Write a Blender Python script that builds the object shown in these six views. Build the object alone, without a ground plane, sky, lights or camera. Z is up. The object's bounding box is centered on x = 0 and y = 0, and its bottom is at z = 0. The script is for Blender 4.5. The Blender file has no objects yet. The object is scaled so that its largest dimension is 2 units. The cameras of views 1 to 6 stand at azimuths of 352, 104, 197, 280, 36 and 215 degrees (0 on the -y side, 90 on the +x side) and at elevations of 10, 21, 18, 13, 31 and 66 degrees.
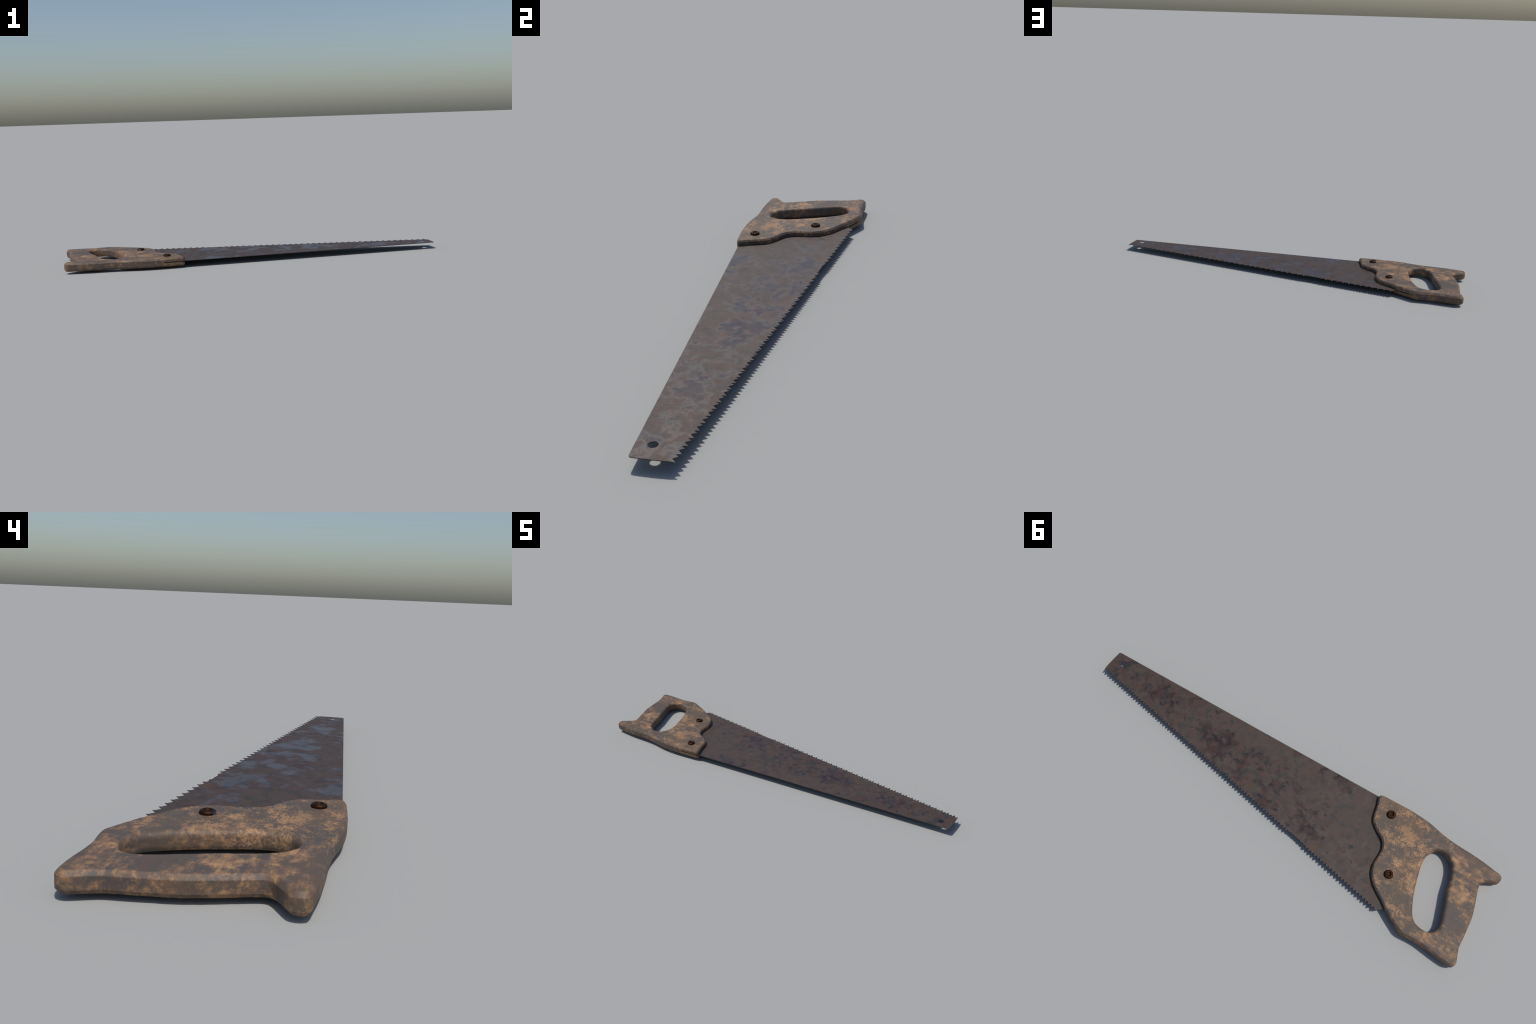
"""An old hand saw lying flat: weathered wooden handle, rusty tapered blade
with alternately set teeth, and two domed bolts on either face of the handle."""
import bpy, bmesh, math, random
import numpy as np
from mathutils import Vector, noise
from mathutils.geometry import delaunay_2d_cdt

random.seed(11)
MID = 0.0316            # height of the blade plane above the ground
HALF = 0.0225           # half thickness of the handle
BLADE_T = 0.0022        # blade thickness
KERF_T = 0.0042         # slot sawn into the handle for the blade

# ------------------------------------------------------------------ outline
# control points of the handle, seen from above (metres)
HANDLE = [
    # spine, from the front corner back to the horn
    (-.3768, -.2050), (-.3790, -.2135), (-.3870, -.2180), (-.4454, -.2262), (-.5096, -.2325),
    (-.5599, -.2340), (-.6139, -.2322), (-.6560, -.2262), (-.7009, -.2195), (-.7389, -.2172),
    (-.7857, -.2172), (-.8361, -.2180), (-.8856, -.2165), (-.9335, -.2127), (-.9610, -.2100),
    # horn
    (-.9715, -.2060), (-.9755, -.1970), (-.9765, -.1860), (-.9735, -.1765), (-.9665, -.1700),
    (-.9395, -.1519), (-.9245, -.1415), (-.9170, -.1330), (-.9158, -.1225),
    # back of the grip
    (-.9201, -.1059), (-.9263, -.0868), (-.9373, -.0565), (-.9494, -.0208), (-.9596, .0151),
    (-.9660, .0585), (-.9711, .0973), (-.9739, .1238), (-.9772, .1473), (-.9841, .1668), (-.9930, .1874),
    # heel of the grip and lower edge
    (-.9988, .2030), (-.9980, .2145), (-.9920, .2235), (-.9814, .2280), (-.9634, .2292),
    (-.9331, .2291), (-.8920, .2273), (-.8505, .2258), (-.8213, .2281), (-.7903, .2330),
    (-.7745, .2350), (-.7590, .2333), (-.7415, .2260), (-.7150, .2138), (-.6872, .2003), (-.6550, .1836),
    # curved front edge on the blade
    (-.6300, .1680), (-.6034, .1535), (-.5723, .1345), (-.5555, .1205), (-.5397, .1027),
    (-.5310, .0900), (-.5232, .0702), (-.5188, .0518), (-.5180, .0327), (-.5170, .0141),
    (-.5148, -.0087), (-.5070, -.0300), (-.4919, -.0490), (-.4576, -.0690), (-.4294, -.0880),
    (-.4140, -.1030), (-.4021, -.1310), (-.3897, -.1739)]
GRIP_HOLE = [
    (-.6840, -.1180), (-.6795, -.1042), (-.6787, -.0866), (-.6817, -.0617), (-.6885, -.0355),
    (-.7037, .0137), (-.7135, .0434), (-.7264, .0759), (-.7394, .1026), (-.7535, .1284),
    (-.7668, .1467), (-.7815, .1588), (-.8000, .1655), (-.8206, .1680), (-.8407, .1655),
    (-.8560, .1580), (-.8660, .1440), (-.8705, .1230), (-.8619, .0890), (-.8484, .0526),
    (-.8372, .0219), (-.8229, -.0130), (-.8101, -.0594), (-.7994, -.0917), (-.7858, -.1195),
    (-.7717, -.1363), (-.7498, -.1503), (-.7269, -.1545), (-.7060, -.1470), (-.6920, -.1330)]


def smooth_loop(ctrl, step):
    """closed centripetal Catmull-Rom curve, resampled to an even step"""
    P = [np.array(p) for p in ctrl]
    n = len(P)
    fine = []
    for i in range(n):
        p0, p1, p2, p3 = P[i - 1], P[i], P[(i + 1) % n], P[(i + 2) % n]
        t0 = 0.0
        t1 = t0 + max(np.linalg.norm(p1 - p0), 1e-6) ** .5
        t2 = t1 + max(np.linalg.norm(p2 - p1), 1e-6) ** .5
        t3 = t2 + max(np.linalg.norm(p3 - p2), 1e-6) ** .5
        for k in range(24):
            t = t1 + (t2 - t1) * k / 24
            a1 = (t1 - t) / (t1 - t0) * p0 + (t - t0) / (t1 - t0) * p1
            a2 = (t2 - t) / (t2 - t1) * p1 + (t - t1) / (t2 - t1) * p2
            a3 = (t3 - t) / (t3 - t2) * p2 + (t - t2) / (t3 - t2) * p3
            b1 = (t2 - t) / (t2 - t0) * a1 + (t - t0) / (t2 - t0) * a2
            b2 = (t3 - t) / (t3 - t1) * a2 + (t - t1) / (t3 - t1) * a3
            fine.append((t2 - t) / (t2 - t1) * b1 + (t - t1) / (t2 - t1) * b2)
    fine = np.array(fine + [fine[0]])
    for _ in range(6):      # iron out the hand-placed wobble a little
        f = fine[:-1]
        f = .5 * f + .25 * (np.roll(f, 1, 0) + np.roll(f, -1, 0))
        fine = np.vstack([f, f[:1]])
    s = np.concatenate([[0], np.cumsum(np.linalg.norm(np.diff(fine, axis=0), axis=1))])
    m = int(s[-1] / step)
    q = np.linspace(0, s[-1], m, endpoint=False)
    return np.stack([np.interp(q, s, fine[:, 0]), np.interp(q, s, fine[:, 1])], 1)


def loop_distance(pts, loop):
    """unsigned distance to a closed polyline and inside flag"""
    a, b = loop, np.roll(loop, -1, 0)
    ab = b - a
    L = (ab ** 2).sum(1)
    dist = np.empty(len(pts))
    ins = np.empty(len(pts), bool)
    for i in range(0, len(pts), 2000):
        p = pts[i:i + 2000, None, :]
        t = np.clip(((p - a) * ab).sum(2) / L, 0, 1)
        dist[i:i + 2000] = np.sqrt(((p - a - t[..., None] * ab) ** 2).sum(2).min(1))
        c = (a[:, 1] > p[..., 1]) != (b[:, 1] > p[..., 1])
        with np.errstate(divide='ignore', invalid='ignore'):
            xi = a[:, 0] + (p[..., 1] - a[:, 1]) / ab[:, 1] * ab[:, 0]
        ins[i:i + 2000] = (c & (p[..., 0] < xi)).sum(1) % 2 == 1
    return dist, ins


def normals_in(loop, sign):
    t = np.roll(loop, -1, 0) - np.roll(loop, 1, 0)
    t /= np.linalg.norm(t, axis=1)[:, None]
    return sign * np.stack([-t[:, 1], t[:, 0]], 1)


def signed_area(l):
    return .5 * np.sum(l[:, 0] * np.roll(l[:, 1], -1) - np.roll(l[:, 0], -1) * l[:, 1])


# edge profiles: (distance in from the edge, height above the mid plane)
OUTER_D = np.array([0, .0003, .0010, .0040, .0068, .0080, .0086, .0094, .0200])
OUTER_Z = np.array([.0120, .0129, .0138, .0174, .0205, .0217, .0222, .0224, .0225])
HOLE_R = 0.0160


def face_height(do, dh, p):
    # the chamfer is narrower along the front edge, where the blade enters
    a, b = np.array((-.379, -.2140)), np.array((-.656, .1820))
    t = (b - a) / np.linalg.norm(b - a)
    behind = (p - a) @ np.array((-t[1], t[0]))      # distance behind the front edge
    k = .74 + .26 * np.clip((behind - .03) / .05, 0, 1)
    zo = HALF - k * (HALF - np.interp(do / k, OUTER_D, OUTER_Z))
    h = np.clip(1 - dh / HOLE_R, 0, 1)
    zh = HALF - HOLE_R * (1 - np.sqrt(np.clip(1 - h ** 2.2, 0, 1)))
    return np.minimum(zo, zh)


def new_object(name, verts, faces, mat, parent, angle=35):
    me = bpy.data.meshes.new(name)
    me.from_pydata([tuple(v) for v in verts], [], faces)
    me.validate()
    me.polygons.foreach_set("use_smooth", [True] * len(me.polygons))
    if angle:
        me.set_sharp_from_angle(angle=math.radians(angle))
    me.materials.append(mat)
    ob = bpy.data.objects.new(name, me)
    bpy.context.scene.collection.objects.link(ob)
    ob.parent = parent
    return ob


# ---------------------------------------------------------------- materials
class Nodes:
    def __init__(self, name):
        self.mat = bpy.data.materials.new(name)
        self.mat.use_nodes = True
        self.t = self.mat.node_tree
        self.bsdf = self.t.nodes["Principled BSDF"]
        self.co = self.t.nodes.new("ShaderNodeTexCoord").outputs["Object"]

    def put(self, sock, val):
        if isinstance(val, bpy.types.NodeSocket):
            self.t.links.new(val, sock)
        else:
            sock.default_value = (*val, 1) if isinstance(val, tuple) and len(val) == 3 and sock.type == 'RGBA' else val

    def mapping(self, scale=(1, 1, 1), rot=(0, 0, 0), loc=(0, 0, 0), src=None):
        n = self.t.nodes.new("ShaderNodeMapping")
        self.put(n.inputs["Vector"], src or self.co)
        n.inputs["Scale"].default_value = scale
        n.inputs["Rotation"].default_value = rot
        n.inputs["Location"].default_value = loc
        return n.outputs[0]

    def noise(self, scale, detail=4, rough=.55, vec=None, dist=0.0):
        n = self.t.nodes.new("ShaderNodeTexNoise")
        self.put(n.inputs["Vector"], vec or self.co)
        n.inputs["Scale"].default_value = scale
        n.inputs["Detail"].default_value = detail
        n.inputs["Roughness"].default_value = rough
        n.inputs["Distortion"].default_value = dist
        return n.outputs["Fac"]

    def math(self, op, a, b=0.0, c=0.0, clamp=False):
        n = self.t.nodes.new("ShaderNodeMath")
        n.operation = op
        n.use_clamp = clamp
        for s, v in zip(n.inputs, (a, b, c)):
            self.put(s, v)
        return n.outputs[0]

    def step(self, v, lo, hi, a=0.0, b=1.0):
        n = self.t.nodes.new("ShaderNodeMapRange")
        n.interpolation_type = 'SMOOTHSTEP'
        self.put(n.inputs[0], v)
        for i, x in zip((1, 2, 3, 4), (lo, hi, a, b)):
            self.put(n.inputs[i], x)
        return n.outputs[0]

    def mix(self, f, a, b, kind='MIX'):
        n = self.t.nodes.new("ShaderNodeMix")
        n.data_type = 'RGBA'
        n.blend_type = kind
        self.put(n.inputs[0], f)
        self.put(n.inputs[6], a)
        self.put(n.inputs[7], b)
        return n.outputs[2]

    def blob(self, centre, radius, soft=.6):
        """soft round mask around a point; radius per axis"""
        m = self.mapping(scale=tuple(1 / r for r in radius),
                         loc=tuple(-c / r for c, r in zip(centre, radius)))
        n = self.t.nodes.new("ShaderNodeVectorMath")
        n.operation = 'LENGTH'
        self.put(n.inputs[0], m)
        return self.step(n.outputs["Value"], 1 + soft, 1 - soft)

    def bump(self, h, strength, dist):
        n = self.t.nodes.new("ShaderNodeBump")
        n.inputs["Strength"].default_value = strength
        n.inputs["Distance"].default_value = dist
        self.put(n.inputs["Height"], h)
        self.put(self.bsdf.inputs["Normal"], n.outputs[0])

    def finish(self, color, rough, metal=0.0, spec=.5):
        self.put(self.bsdf.inputs["Base Color"], color)
        self.put(self.bsdf.inputs["Roughness"], rough)
        self.put(self.bsdf.inputs["Metallic"], metal)
        self.put(self.bsdf.inputs["Specular IOR Level"], spec)
        return self.mat


def wood_material():
    g = Nodes("weathered_wood")
    along = g.mapping(scale=(5, 42, 42), rot=(0, 0, math.radians(-12)))
    grain = g.noise(1.0, 6, .6, along, .8)
    fine_grain = g.noise(3.2, 4, .6, along, .3)
    patch = g.noise(15, 8, .68, None, .4)
    patch2 = g.noise(42, 6, .68, g.mapping(loc=(3, 1, 2)), .3)
    speck = g.noise(210, 3, .6)
    tint = g.noise(9, 4, .6, g.mapping(loc=(1, 7, 3)))
    # peppered area around the bolts, streaky clean grain on the grip
    sx = g.t.nodes.new("ShaderNodeSeparateXYZ")
    g.put(sx.inputs[0], g.co)
    on_front = g.step(g.math('MULTIPLY_ADD', g.noise(7, 3, .5, g.mapping(loc=(9, 2, 5))), .25, sx.outputs[0]), -.66, -.52)
    worn = g.math('MULTIPLY_ADD', g.math('SUBTRACT', patch2, .5), .85, g.math('MULTIPLY_ADD', patch, .8, .09))
    worn = g.math('MULTIPLY_ADD', g.math('SUBTRACT', speck, .5), g.step(on_front, 0, 1, .22, .95), worn)
    worn = g.math('MULTIPLY_ADD', g.math('SUBTRACT', grain, .5), g.step(on_front, 0, 1, .42, .10), worn)
    rubbed = (  # where hands and tools wore the dirt off (+) or left it (-)
        (-.518, -.072, .045, .018, .12), (-.609, -.122, .040, .022, .10), (-.597, -.002, .020, .016, .15),
        (-.655, -.044, .022, .030, .10), (-.673, .036, .022, .045, .09), (-.740, .180, .060, .016, .06),
        (-.895, .189, .050, .016, .09), (-.882, -.034, .045, .020, .20), (-.803, -.161, .040, .020, .10),
        (-.915, -.196, .040, .010, .10), (-.458, -.140, .045, .040, -.13), (-.671, .129, .060, .030, -.11),
        (-.905, .069, .050, .035, -.15), (-.862, -.184, .035, .014, -.13), (-.689, -.188, .040, .020, -.10),
        (-.552, .062, .030, .045, -.10), (-.552, -.030, .050, .035, -.05))
    for x, y, rx, ry, gain in rubbed:
        worn = g.math('MULTIPLY_ADD', g.blob((x, y, .03), (rx, ry, .2), .7), gain, worn)
    half_bare = g.step(worn, .41, .60)
    bare = g.step(worn, .55, .715)
    film = g.mix(g.step(tint, .38, .62), (.080, .067, .058), (.108, .078, .054))
    film = g.mix(g.math('MULTIPLY', g.step(speck, .45, .68), .5), film, (.062, .056, .053))
    mid = g.mix(g.step(grain, .38, .58), (.145, .090, .062), (.205, .126, .072))
    tan = g.mix(g.step(fine_grain, .35, .65), (.345, .208, .105), (.285, .168, .088))
    col = g.mix(bare, g.mix(half_bare, film, mid), tan)
    # dark plum streaks along the grain of the grip
    streak = g.math('MULTIPLY', g.step(g.noise(.75, 4, .55, along, 1.2), .55, .66),
                    g.step(on_front, .8, .1, .10, .60))
    col = g.mix(streak, col, (.105, .066, .055))
    # thin growth-ring lines on the cleaner wood
    ring = g.math('ABSOLUTE', g.math('SUBTRACT', g.math('FRACT', g.math('MULTIPLY', g.noise(.55, 2, .5, along, .7), 7.0)), .5))
    ring = g.math('MULTIPLY', g.step(ring, .13, .02), g.step(on_front, .9, .1, .08, .42))
    col = g.mix(ring, col, (.100, .062, .050))
    h = g.math('ADD', g.math('MULTIPLY', grain, .6), g.math('ADD', g.math('MULTIPLY', half_bare, .3), g.math('MULTIPLY', speck, .2)))
    g.bump(h, .30, .0010)
    return g.finish(col, g.step(bare, 0, 1, .55, .60), 0.0, .26)


def blade_material():
    g = Nodes("rusted_steel")
    big = g.noise(4.5, 3, .55, None, .2)
    n1 = g.noise(24, 8, .68, g.mapping(loc=(2, 5, 1)), .2)
    n2 = g.noise(28, 8, .66, g.mapping(loc=(7, 3, 4)), .2)
    n3 = g.noise(36, 8, .70, g.mapping(loc=(4, 8, 6)), .2)
    fine = g.noise(150, 5, .65)
    # stretches where the steel is still smooth and dark between the rust
    zone = g.math('MULTIPLY', g.math('SUBTRACT', big, .5), .45)
    for centre, radius, gain in (((.06, .03, .03), (.22, .09, 1), .10), ((.33, -.02, .03), (.10, .04, 1), .06),
                                 ((.66, -.03, .03), (.10, .05, 1), .06), ((-.19, -.17, .03), (.11, .045, 1), .14),
                                 ((-.28, .08, .03), (.09, .06, 1), .10), ((.92, -.05, .03), (.07, .05, 1), .05),
                                 ((.20, -.13, .03), (.18, .035, 1), -.10), ((-.38, 0, .03), (.10, .12, 1), -.08)):
        zone = g.math('MULTIPLY_ADD', g.blob(centre, radius, .8), gain, zone)
    smooth = g.math('MULTIPLY_ADD', g.math('SUBTRACT', n3, .5), .5, g.noise(17, 5, .58, g.mapping(loc=(1, 2, 8)), .3))
    gloss = g.step(g.math('MULTIPLY_ADD', zone, 1.2, smooth), .45, .72)
    dark = g.step(g.math('MULTIPLY_ADD', zone, .5, n3), .535, .69)
    rust = g.step(g.math('MULTIPLY_ADD', zone, .6, n1), .46, .66)
    grey = g.step(n2, .46, .63)
    col = g.mix(rust, (.053, .035, .028), (.052, .024, .016))
    col = g.mix(g.math('MULTIPLY', grey, .8), col, (.024, .024, .020))
    col = g.mix(g.math('MULTIPLY', g.step(fine, .48, .75), .30), col, (.034, .018, .013))
    col = g.mix(g.math('MULTIPLY', dark, .85), col, (.011, .009, .012))
    orange = g.math('MULTIPLY', g.blob((-.280, .140, .03), (.030, .016, 1), .8), g.step(n1, .36, .56))
    orange = g.math('MAXIMUM', orange, g.math('MULTIPLY', g.step(n1, .64, .76), .45))
    col = g.mix(g.math('MULTIPLY', orange, .8), col, (.082, .034, .014))
    g.bump(g.math('ADD', g.math('MULTIPLY', n1, .6), g.math('MULTIPLY', fine, .4)), .20, .0010)
    return g.finish(col, g.step(gloss, 0, 1, .66, .30), 0.0, g.step(gloss, 0, 1, .50, .62))


def bolt_material():
    g = Nodes("brown_patina_bronze")
    n = g.noise(110, 5, .6)
    col = g.mix(g.step(n, .35, .65), (.022, .0085, .0035), (.046, .018, .0055))
    # a small blue fleck on the flank of one bolt
    geo = g.t.nodes.new("ShaderNodeNewGeometry").outputs["Position"]
    m = g.mapping(scale=(1 / .0085,) * 3, loc=(.6010 / .0085, -.0425 / .0085, -.0555 / .0085), src=geo)
    ln = g.t.nodes.new("ShaderNodeVectorMath")
    ln.operation = 'LENGTH'
    g.put(ln.inputs[0], m)
    fleck = g.step(ln.outputs["Value"], .95, .70)
    col = g.mix(fleck, col, (.016, .044, .075))
    g.bump(n, .2, .0006)
    return g.finish(col, .55, g.step(fleck, 0, 1, .85, 0.0), .5)


WOOD, STEEL, BRONZE = wood_material(), blade_material(), bolt_material()

# -------------------------------------------------------------------- thing
saw = bpy.data.objects.new("hand_saw", None)
bpy.context.scene.collection.objects.link(saw)
saw["label"] = "old rusty hand saw with a worn wooden handle"
saw["category"] = "hand saw"


# ------------------------------------------------------------------- handle
def build_handle():
    step = .0028
    outer = smooth_loop(HANDLE, step)
    if signed_area(outer) < 0:
        outer = outer[::-1]
    hole = smooth_loop(GRIP_HOLE, step)
    if signed_area(hole) < 0:
        hole = hole[::-1]
    outer = outer - normals_in(outer, 1) * .0010
    hole = hole - normals_in(hole, 1) * .0012
    no, nh = len(outer), len(hole)

    def signed(p):
        do, io = loop_distance(p, outer)
        dh, ih = loop_distance(p, hole)
        return np.where(io, do, -do), np.where(ih, -dh, dh)

    pts = [outer, hole]
    rings = np.zeros((0, 2))
    for d in (.0003, .0010, .0030, .0050, .0058, .0062, .0068, .0076, .0080, .0086, .0094, .0104):
        p = outer + normals_in(outer, 1) * d
        do, dh = signed(p)
        rings = np.vstack([rings, p[(np.abs(do - d) < 2e-4)]])
    for d in (.0003, .001, .0022, .004, .0065, .0095, .013, .016):
        p = hole + normals_in(hole, -1) * d
        do, dh = signed(p)
        rings = np.vstack([rings, p[(np.abs(dh - d) < 2e-4) & (do > .013)]])
    gx, gy = np.meshgrid(np.arange(-1.0, -.37, .0046), np.arange(-.236, .237, .0046))
    gx[::2] += .0023
    grid = np.stack([gx.ravel(), gy.ravel()], 1)
    do, dh = signed(grid)
    grid = grid[(do > .0135) & (dh > .0175)]
    pts = np.vstack([outer, hole, rings, grid])
    edges = [(i, (i + 1) % no) for i in range(no)] + [(no + i, no + (i + 1) % nh) for i in range(nh)]
    v2, e2, f2, *_ = delaunay_2d_cdt([Vector(p) for p in pts], edges, [], 0, 1e-7)
    v2 = np.array([tuple(v) for v in v2])
    tri = np.array([f for f in f2 if len(f) == 3])
    do, dh = signed(v2[tri].mean(1))
    tri = tri[(do > 0) & (dh > 0)]
    d1, _ = loop_distance(v2, outer)
    d2, _ = loop_distance(v2, hole)
    d1[d1 < 1e-6] = 0
    d2[d2 < 1e-6] = 0
    # worn, uneven chamfer: wider here, sharper there
    wear = np.array([noise.noise(Vector((p[0] * 14, p[1] * 14, 3.0))) + .6 * noise.noise(Vector((p[0] * 45, p[1] * 45, 9.0))) for p in v2])
    z = face_height(d1 * (1 + .06 * wear), d2, v2)
    dent = np.array([noise.noise(Vector((p[0] * 22, p[1] * 34, 1.0))) for p in v2])
    z = z + np.where((d1 > .004) & (d2 > .004), dent * .0004, 0)
    z = np.minimum(z, HALF)
    # orient upwards
    a, b, c = v2[tri[:, 0]], v2[tri[:, 1]], v2[tri[:, 2]]
    ar = (b[:, 0] - a[:, 0]) * (c[:, 1] - a[:, 1]) - (b[:, 1] - a[:, 1]) * (c[:, 0] - a[:, 0])
    tri[ar < 0] = tri[ar < 0][:, ::-1]
    n = len(v2)
    verts = [(p[0], p[1], MID + h) for p, h in zip(v2, z)] + [(p[0], p[1], MID - h) for p, h in zip(v2, z)]
    faces = [tuple(map(int, t)) for t in tri] + [tuple(int(i) + n for i in t[::-1]) for t in tri]
    # walls: every boundary edge of the top face goes straight down
    count = {}
    for t in tri:
        for i in range(3):
            e = (int(t[i]), int(t[(i + 1) % 3]))
            count[e] = count.get(e, 0) + 1
    border = [e for e in count if (e[1], e[0]) not in count]
    levels, memo = (1, .95, .85, 0, -.85, -.95, -1), {}
    rows = len(levels) - 1

    def row(i, r):
        if r == 0:
            return i
        if r == rows:
            return i + n
        if (i, r) not in memo:
            memo[(i, r)] = len(verts)
            f = levels[r]
            verts.append((v2[i][0], v2[i][1], MID + z[i] * f))
        return memo[(i, r)]
    for i, j in border:
        for r in range(rows):
            faces.append((row(j, r), row(i, r), row(i, r + 1), row(j, r + 1)))
    ob = new_object("handle", verts, faces, WOOD, saw, 0)
    # kerf: a slot in the mid plane, open at spine, front and lower edge
    k = [(-.4855, -.2262), (-.7465, .2240)]
    dx, dy = k[1][0] - k[0][0], k[1][1] - k[0][1]
    p0 = (k[0][0] - dx * .3, k[0][1] - dy * .3)
    p1 = (k[1][0] + dx * .3, k[1][1] + dy * .3)
    base = [p0, p1, (p1[0] + .8, p1[1]), (p0[0] + .8, p0[1])]
    cv = [(x, y, MID + s * KERF_T / 2) for s in (-1, 1) for x, y in base]
    cf = [(0, 1, 2, 3), (7, 6, 5, 4)] + [((i + 1) % 4, i, i + 4, (i + 1) % 4 + 4) for i in range(4)]
    cutter = new_object("cutter", cv, cf, WOOD, None, 0)
    bm = bmesh.new()
    bm.from_mesh(cutter.data)
    bmesh.ops.recalc_face_normals(bm, faces=bm.faces)
    bm.to_mesh(cutter.data)
    bm.free()
    m = ob.modifiers.new("kerf", 'BOOLEAN')
    m.operation, m.object, m.solver = 'DIFFERENCE', cutter, 'EXACT'
    dg = bpy.context.evaluated_depsgraph_get()
    me = bpy.data.meshes.new_from_object(ob.evaluated_get(dg))
    ob.modifiers.clear()
    ob.data = me
    me.name = "handle"
    me.polygons.foreach_set("use_smooth", [True] * len(me.polygons))
    me.set_sharp_from_angle(angle=math.radians(50))
    bpy.data.objects.remove(cutter)
    return ob


build_handle()

# -------------------------------------------------------------------- blade
TIP_TOOTH = np.array((.9970, .0080))       # points of the first and the last tooth
HEEL_TOOTH = np.array((-.6262, .2126))
TEETH = 101
DEPTH, SET = .0122, .0022
run = HEEL_TOOTH - TIP_TOOTH
pitch = np.linalg.norm(run) / (TEETH - 1)
run /= np.linalg.norm(run)
down = np.array((run[1], -run[0]))


def worn_edge(x):
    """how much of a tooth is left: a stretch of the edge is broken away"""
    if -.208 < x < -.158:
        return 0.0
    if -.262 < x <= -.208:
        return .25 + .6 * (-.208 - x) / .054
    if -.158 <= x < -.143:
        return .35
    return 1.0


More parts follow.
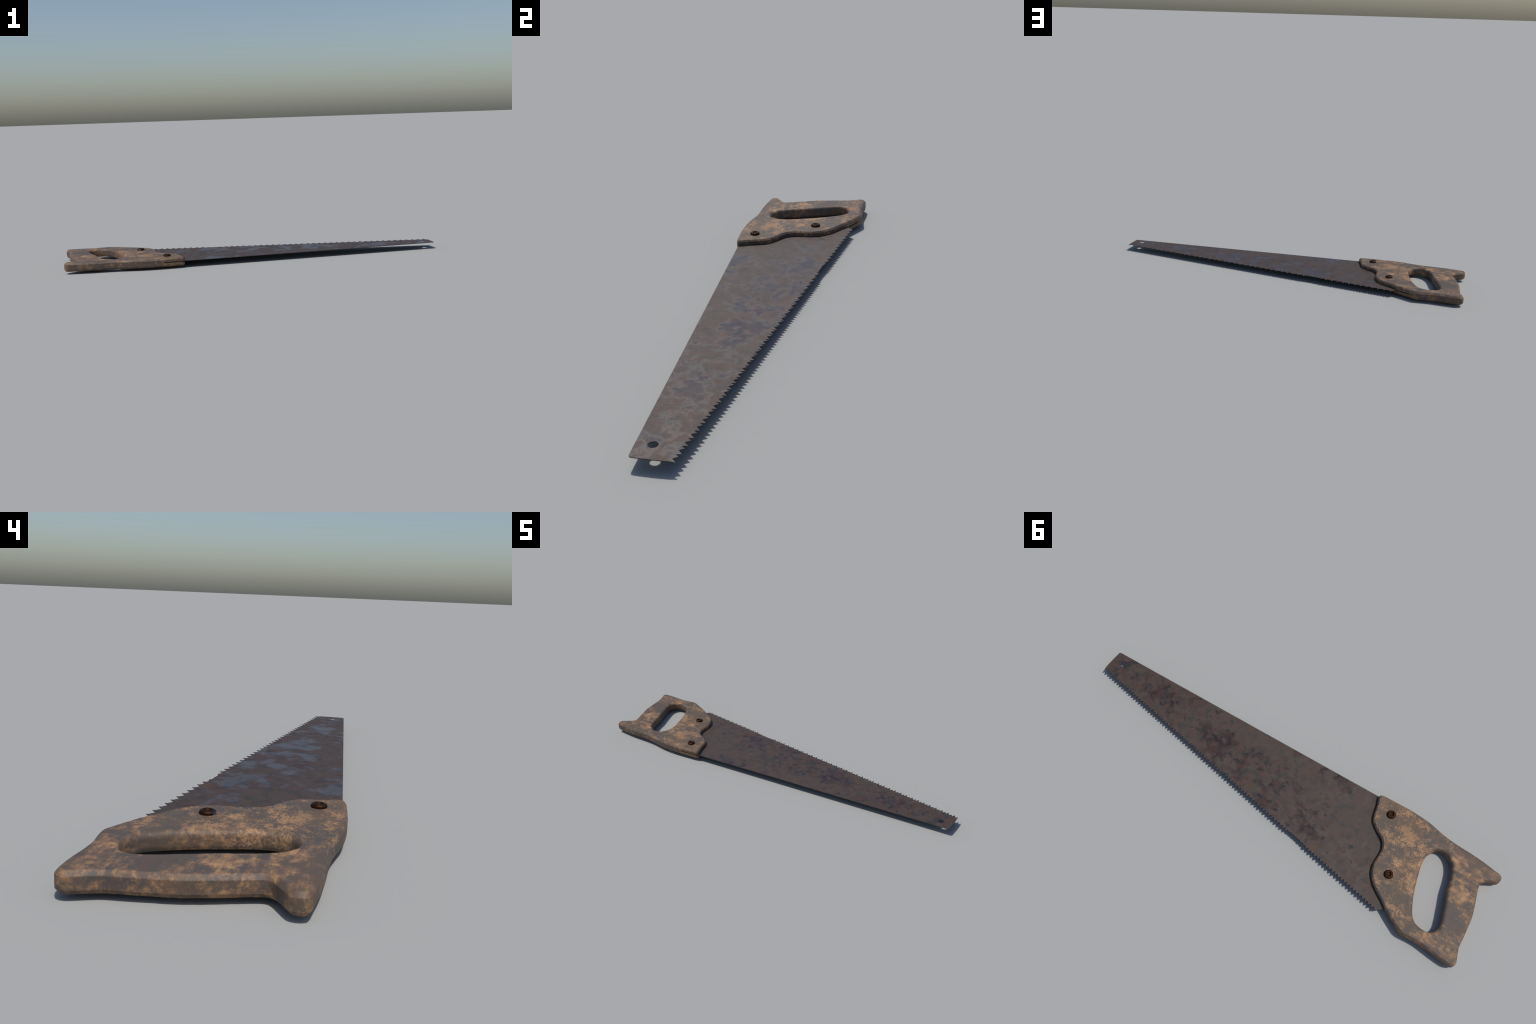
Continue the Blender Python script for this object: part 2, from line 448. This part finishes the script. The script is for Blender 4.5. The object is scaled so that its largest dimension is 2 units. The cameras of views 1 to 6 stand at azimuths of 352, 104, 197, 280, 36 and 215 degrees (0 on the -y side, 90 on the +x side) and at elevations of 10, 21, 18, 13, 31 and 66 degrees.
def build_blade():
    gullets = [TIP_TOOTH + run * pitch * (k + .5) - down * DEPTH for k in range(-1, TEETH)]
    gullets[0] = np.array((.9986, -.0095))
    # the broken stretch also eats slightly into the body of the blade
    for i, p in enumerate(gullets):
        if -.205 < p[0] < -.165:
            gullets[i] = p + down * .0010
    gullets[-1] = HEEL_TOOTH + run * .0095 - down * .0080
    edge = list(gullets)
    heel = [np.array(p) for p in ((-.6560, .1865), (-.6800, .1660), (-.5000, -.1500), (-.4700, -.2170))]
    spine0, spine1 = np.array((-.3750, -.2118)), np.array((.9900, -.1060))
    spine = [spine0 + (spine1 - spine0) * t for t in np.linspace(0, 1, 60)]
    corner = [np.array(p) for p in ((.9945, -.1052), (.9975, -.1030), (.9990, -.0995), (.9994, -.0940), (1.0, -.0544), (.9996, -.0300))]
    loop = edge + heel + spine + corner
    hole = [np.array((.9450 + .0128 * math.cos(a), -.0650 + .0128 * math.sin(a))) for a in np.linspace(0, 2 * math.pi, 32, endpoint=False)]
    loopa, holea = np.array(loop), np.array(hole)
    n, nh = len(loop), len(hole)
    inner = np.array([(x, y) for x in np.arange(-.66, .99, .03) for y in np.arange(-.2, .2, .03)])
    d, ins = loop_distance(inner, loopa)
    dhh, _ = loop_distance(inner, holea)
    inner = inner[ins & (d > .012) & (dhh > .02)]
    pts = np.vstack([loopa, holea, inner])
    edges = [(i, (i + 1) % n) for i in range(n)] + [(n + i, n + (i + 1) % nh) for i in range(nh)]
    v2, e2, f2, *_ = delaunay_2d_cdt([Vector(p) for p in pts], edges, [], 0, 1e-7)
    v2 = np.array([tuple(v) for v in v2])
    tri = np.array([f for f in f2 if len(f) == 3])
    cen = v2[tri].mean(1)
    _, i1 = loop_distance(cen, loopa)
    _, i2 = loop_distance(cen, holea)
    tri = tri[i1 & ~i2]
    a, b, c = v2[tri[:, 0]], v2[tri[:, 1]], v2[tri[:, 2]]
    ar = (b[:, 0] - a[:, 0]) * (c[:, 1] - a[:, 1]) - (b[:, 1] - a[:, 1]) * (c[:, 0] - a[:, 0])
    tri[ar < 0] = tri[ar < 0][:, ::-1]
    m = len(v2)
    T = BLADE_T / 2
    verts = [(p[0], p[1], MID + T) for p in v2] + [(p[0], p[1], MID - T) for p in v2]
    faces = [tuple(map(int, t)) for t in tri] + [tuple(int(i) + m for i in t[::-1]) for t in tri]
    seen = set()
    for t in tri:
        for i in range(3):
            seen.add((int(t[i]), int(t[(i + 1) % 3])))
    for i, j in seen:
        if (j, i) not in seen:
            faces.append((j, i, i + m, j + m))
    blade = new_object("blade", verts, faces, STEEL, saw, 30)
    # teeth, alternately bent down and up
    rng = random.Random(5)
    for k in range(TEETH):
        g0, g1 = gullets[k], gullets[k + 1]
        tip = TIP_TOOTH + run * pitch * k
        left = worn_edge(tip[0])
        jitter = 1 if left == 1.0 else rng.uniform(.8, 1.1)
        mid = (g0 + g1) / 2
        if left == 0.0:
            left, jitter = .20, rng.uniform(.7, 1.15)
        tip = mid + (tip - mid) * left * jitter + run * rng.uniform(-.0004, .0004)
        bend = SET * (-1 if k % 2 == 0 else 1) * (left if left < 1 else 1) * rng.uniform(.92, 1.06)
        prof = [g0, tip, g1]
        dz = [0, bend, 0]
        if left < .95:          # blunt stump
            prof = [g0, tip - run * pitch * .2, tip + run * pitch * .2, g1]
            dz = [0, bend, bend, 0]
        q = len(prof)
        tv = [(p[0], p[1], MID + T * (1 if z == 0 else .7) + z) for p, z in zip(prof, dz)]
        tv += [(p[0], p[1], MID - T * (1 if z == 0 else .7) + z) for p, z in zip(prof, dz)]
        up = list(range(q))
        pa = np.array(prof)
        if signed_area(pa) < 0:
            up = up[::-1]
        tf = [tuple(up), tuple(i + q for i in up[::-1])]
        for i in range(q - 1):
            side = (i, i + 1, i + 1 + q, i + q)
            tf.append(side if up[0] != 0 else side[::-1])
        tooth = new_object("saw_tooth", tv, tf, STEEL, blade, 0)
        # the faces keep the flat shading of the blade they grow out of
        me = tooth.data
        nor = [None] * len(me.loops)
        for p in me.polygons:
            for li in p.loop_indices:
                nor[li] = (0, 0, 1 if p.normal.z > 0 else -1) if abs(p.normal.z) > .8 else tuple(p.normal)
        me.normals_split_custom_set(nor)
    return blade


build_blade()


# -------------------------------------------------------------------- bolts
def lathe(profile, seg=48):
    verts, faces = [], []
    for r, z in profile:
        for i in range(seg):
            a = 2 * math.pi * i / seg
            verts.append((r * math.cos(a), r * math.sin(a), z))
    for k in range(len(profile) - 1):
        for i in range(seg):
            j = (i + 1) % seg
            faces.append((k * seg + i, k * seg + j, (k + 1) * seg + j, (k + 1) * seg + i))
    verts.append((0, 0, profile[-1][1]))
    c = len(verts) - 1
    k = len(profile) - 1
    faces += [(k * seg + i, k * seg + (i + 1) % seg, c) for i in range(seg)]
    return verts, faces


BOLT = [(.0178, -.0010), (.0186, .0004), (.0190, .0018), (.0190, .0034), (.0186, .0050), (.0177, .0066),
        (.0162, .0079), (.0143, .0088), (.0123, .0091), (.0105, .0088), (.0091, .0080), (.0083, .0067),
        (.0078, .0052), (.0072, .0044), (.0060, .0042), (.0030, .0043)]
bv, bf = lathe(BOLT)
first = None
for x, y in ((-.4636, -.1640), (-.5945, .0620)):
    for side in (1, -1):
        if first is None:
            ob = first = new_object("bolt", bv, bf, BRONZE, saw, 60)
        else:
            ob = first.copy()
            bpy.context.scene.collection.objects.link(ob)
            ob.parent = saw
        ob.location = (x, y, MID + side * HALF)
        ob.rotation_euler = (0, 0 if side > 0 else math.pi, 0)
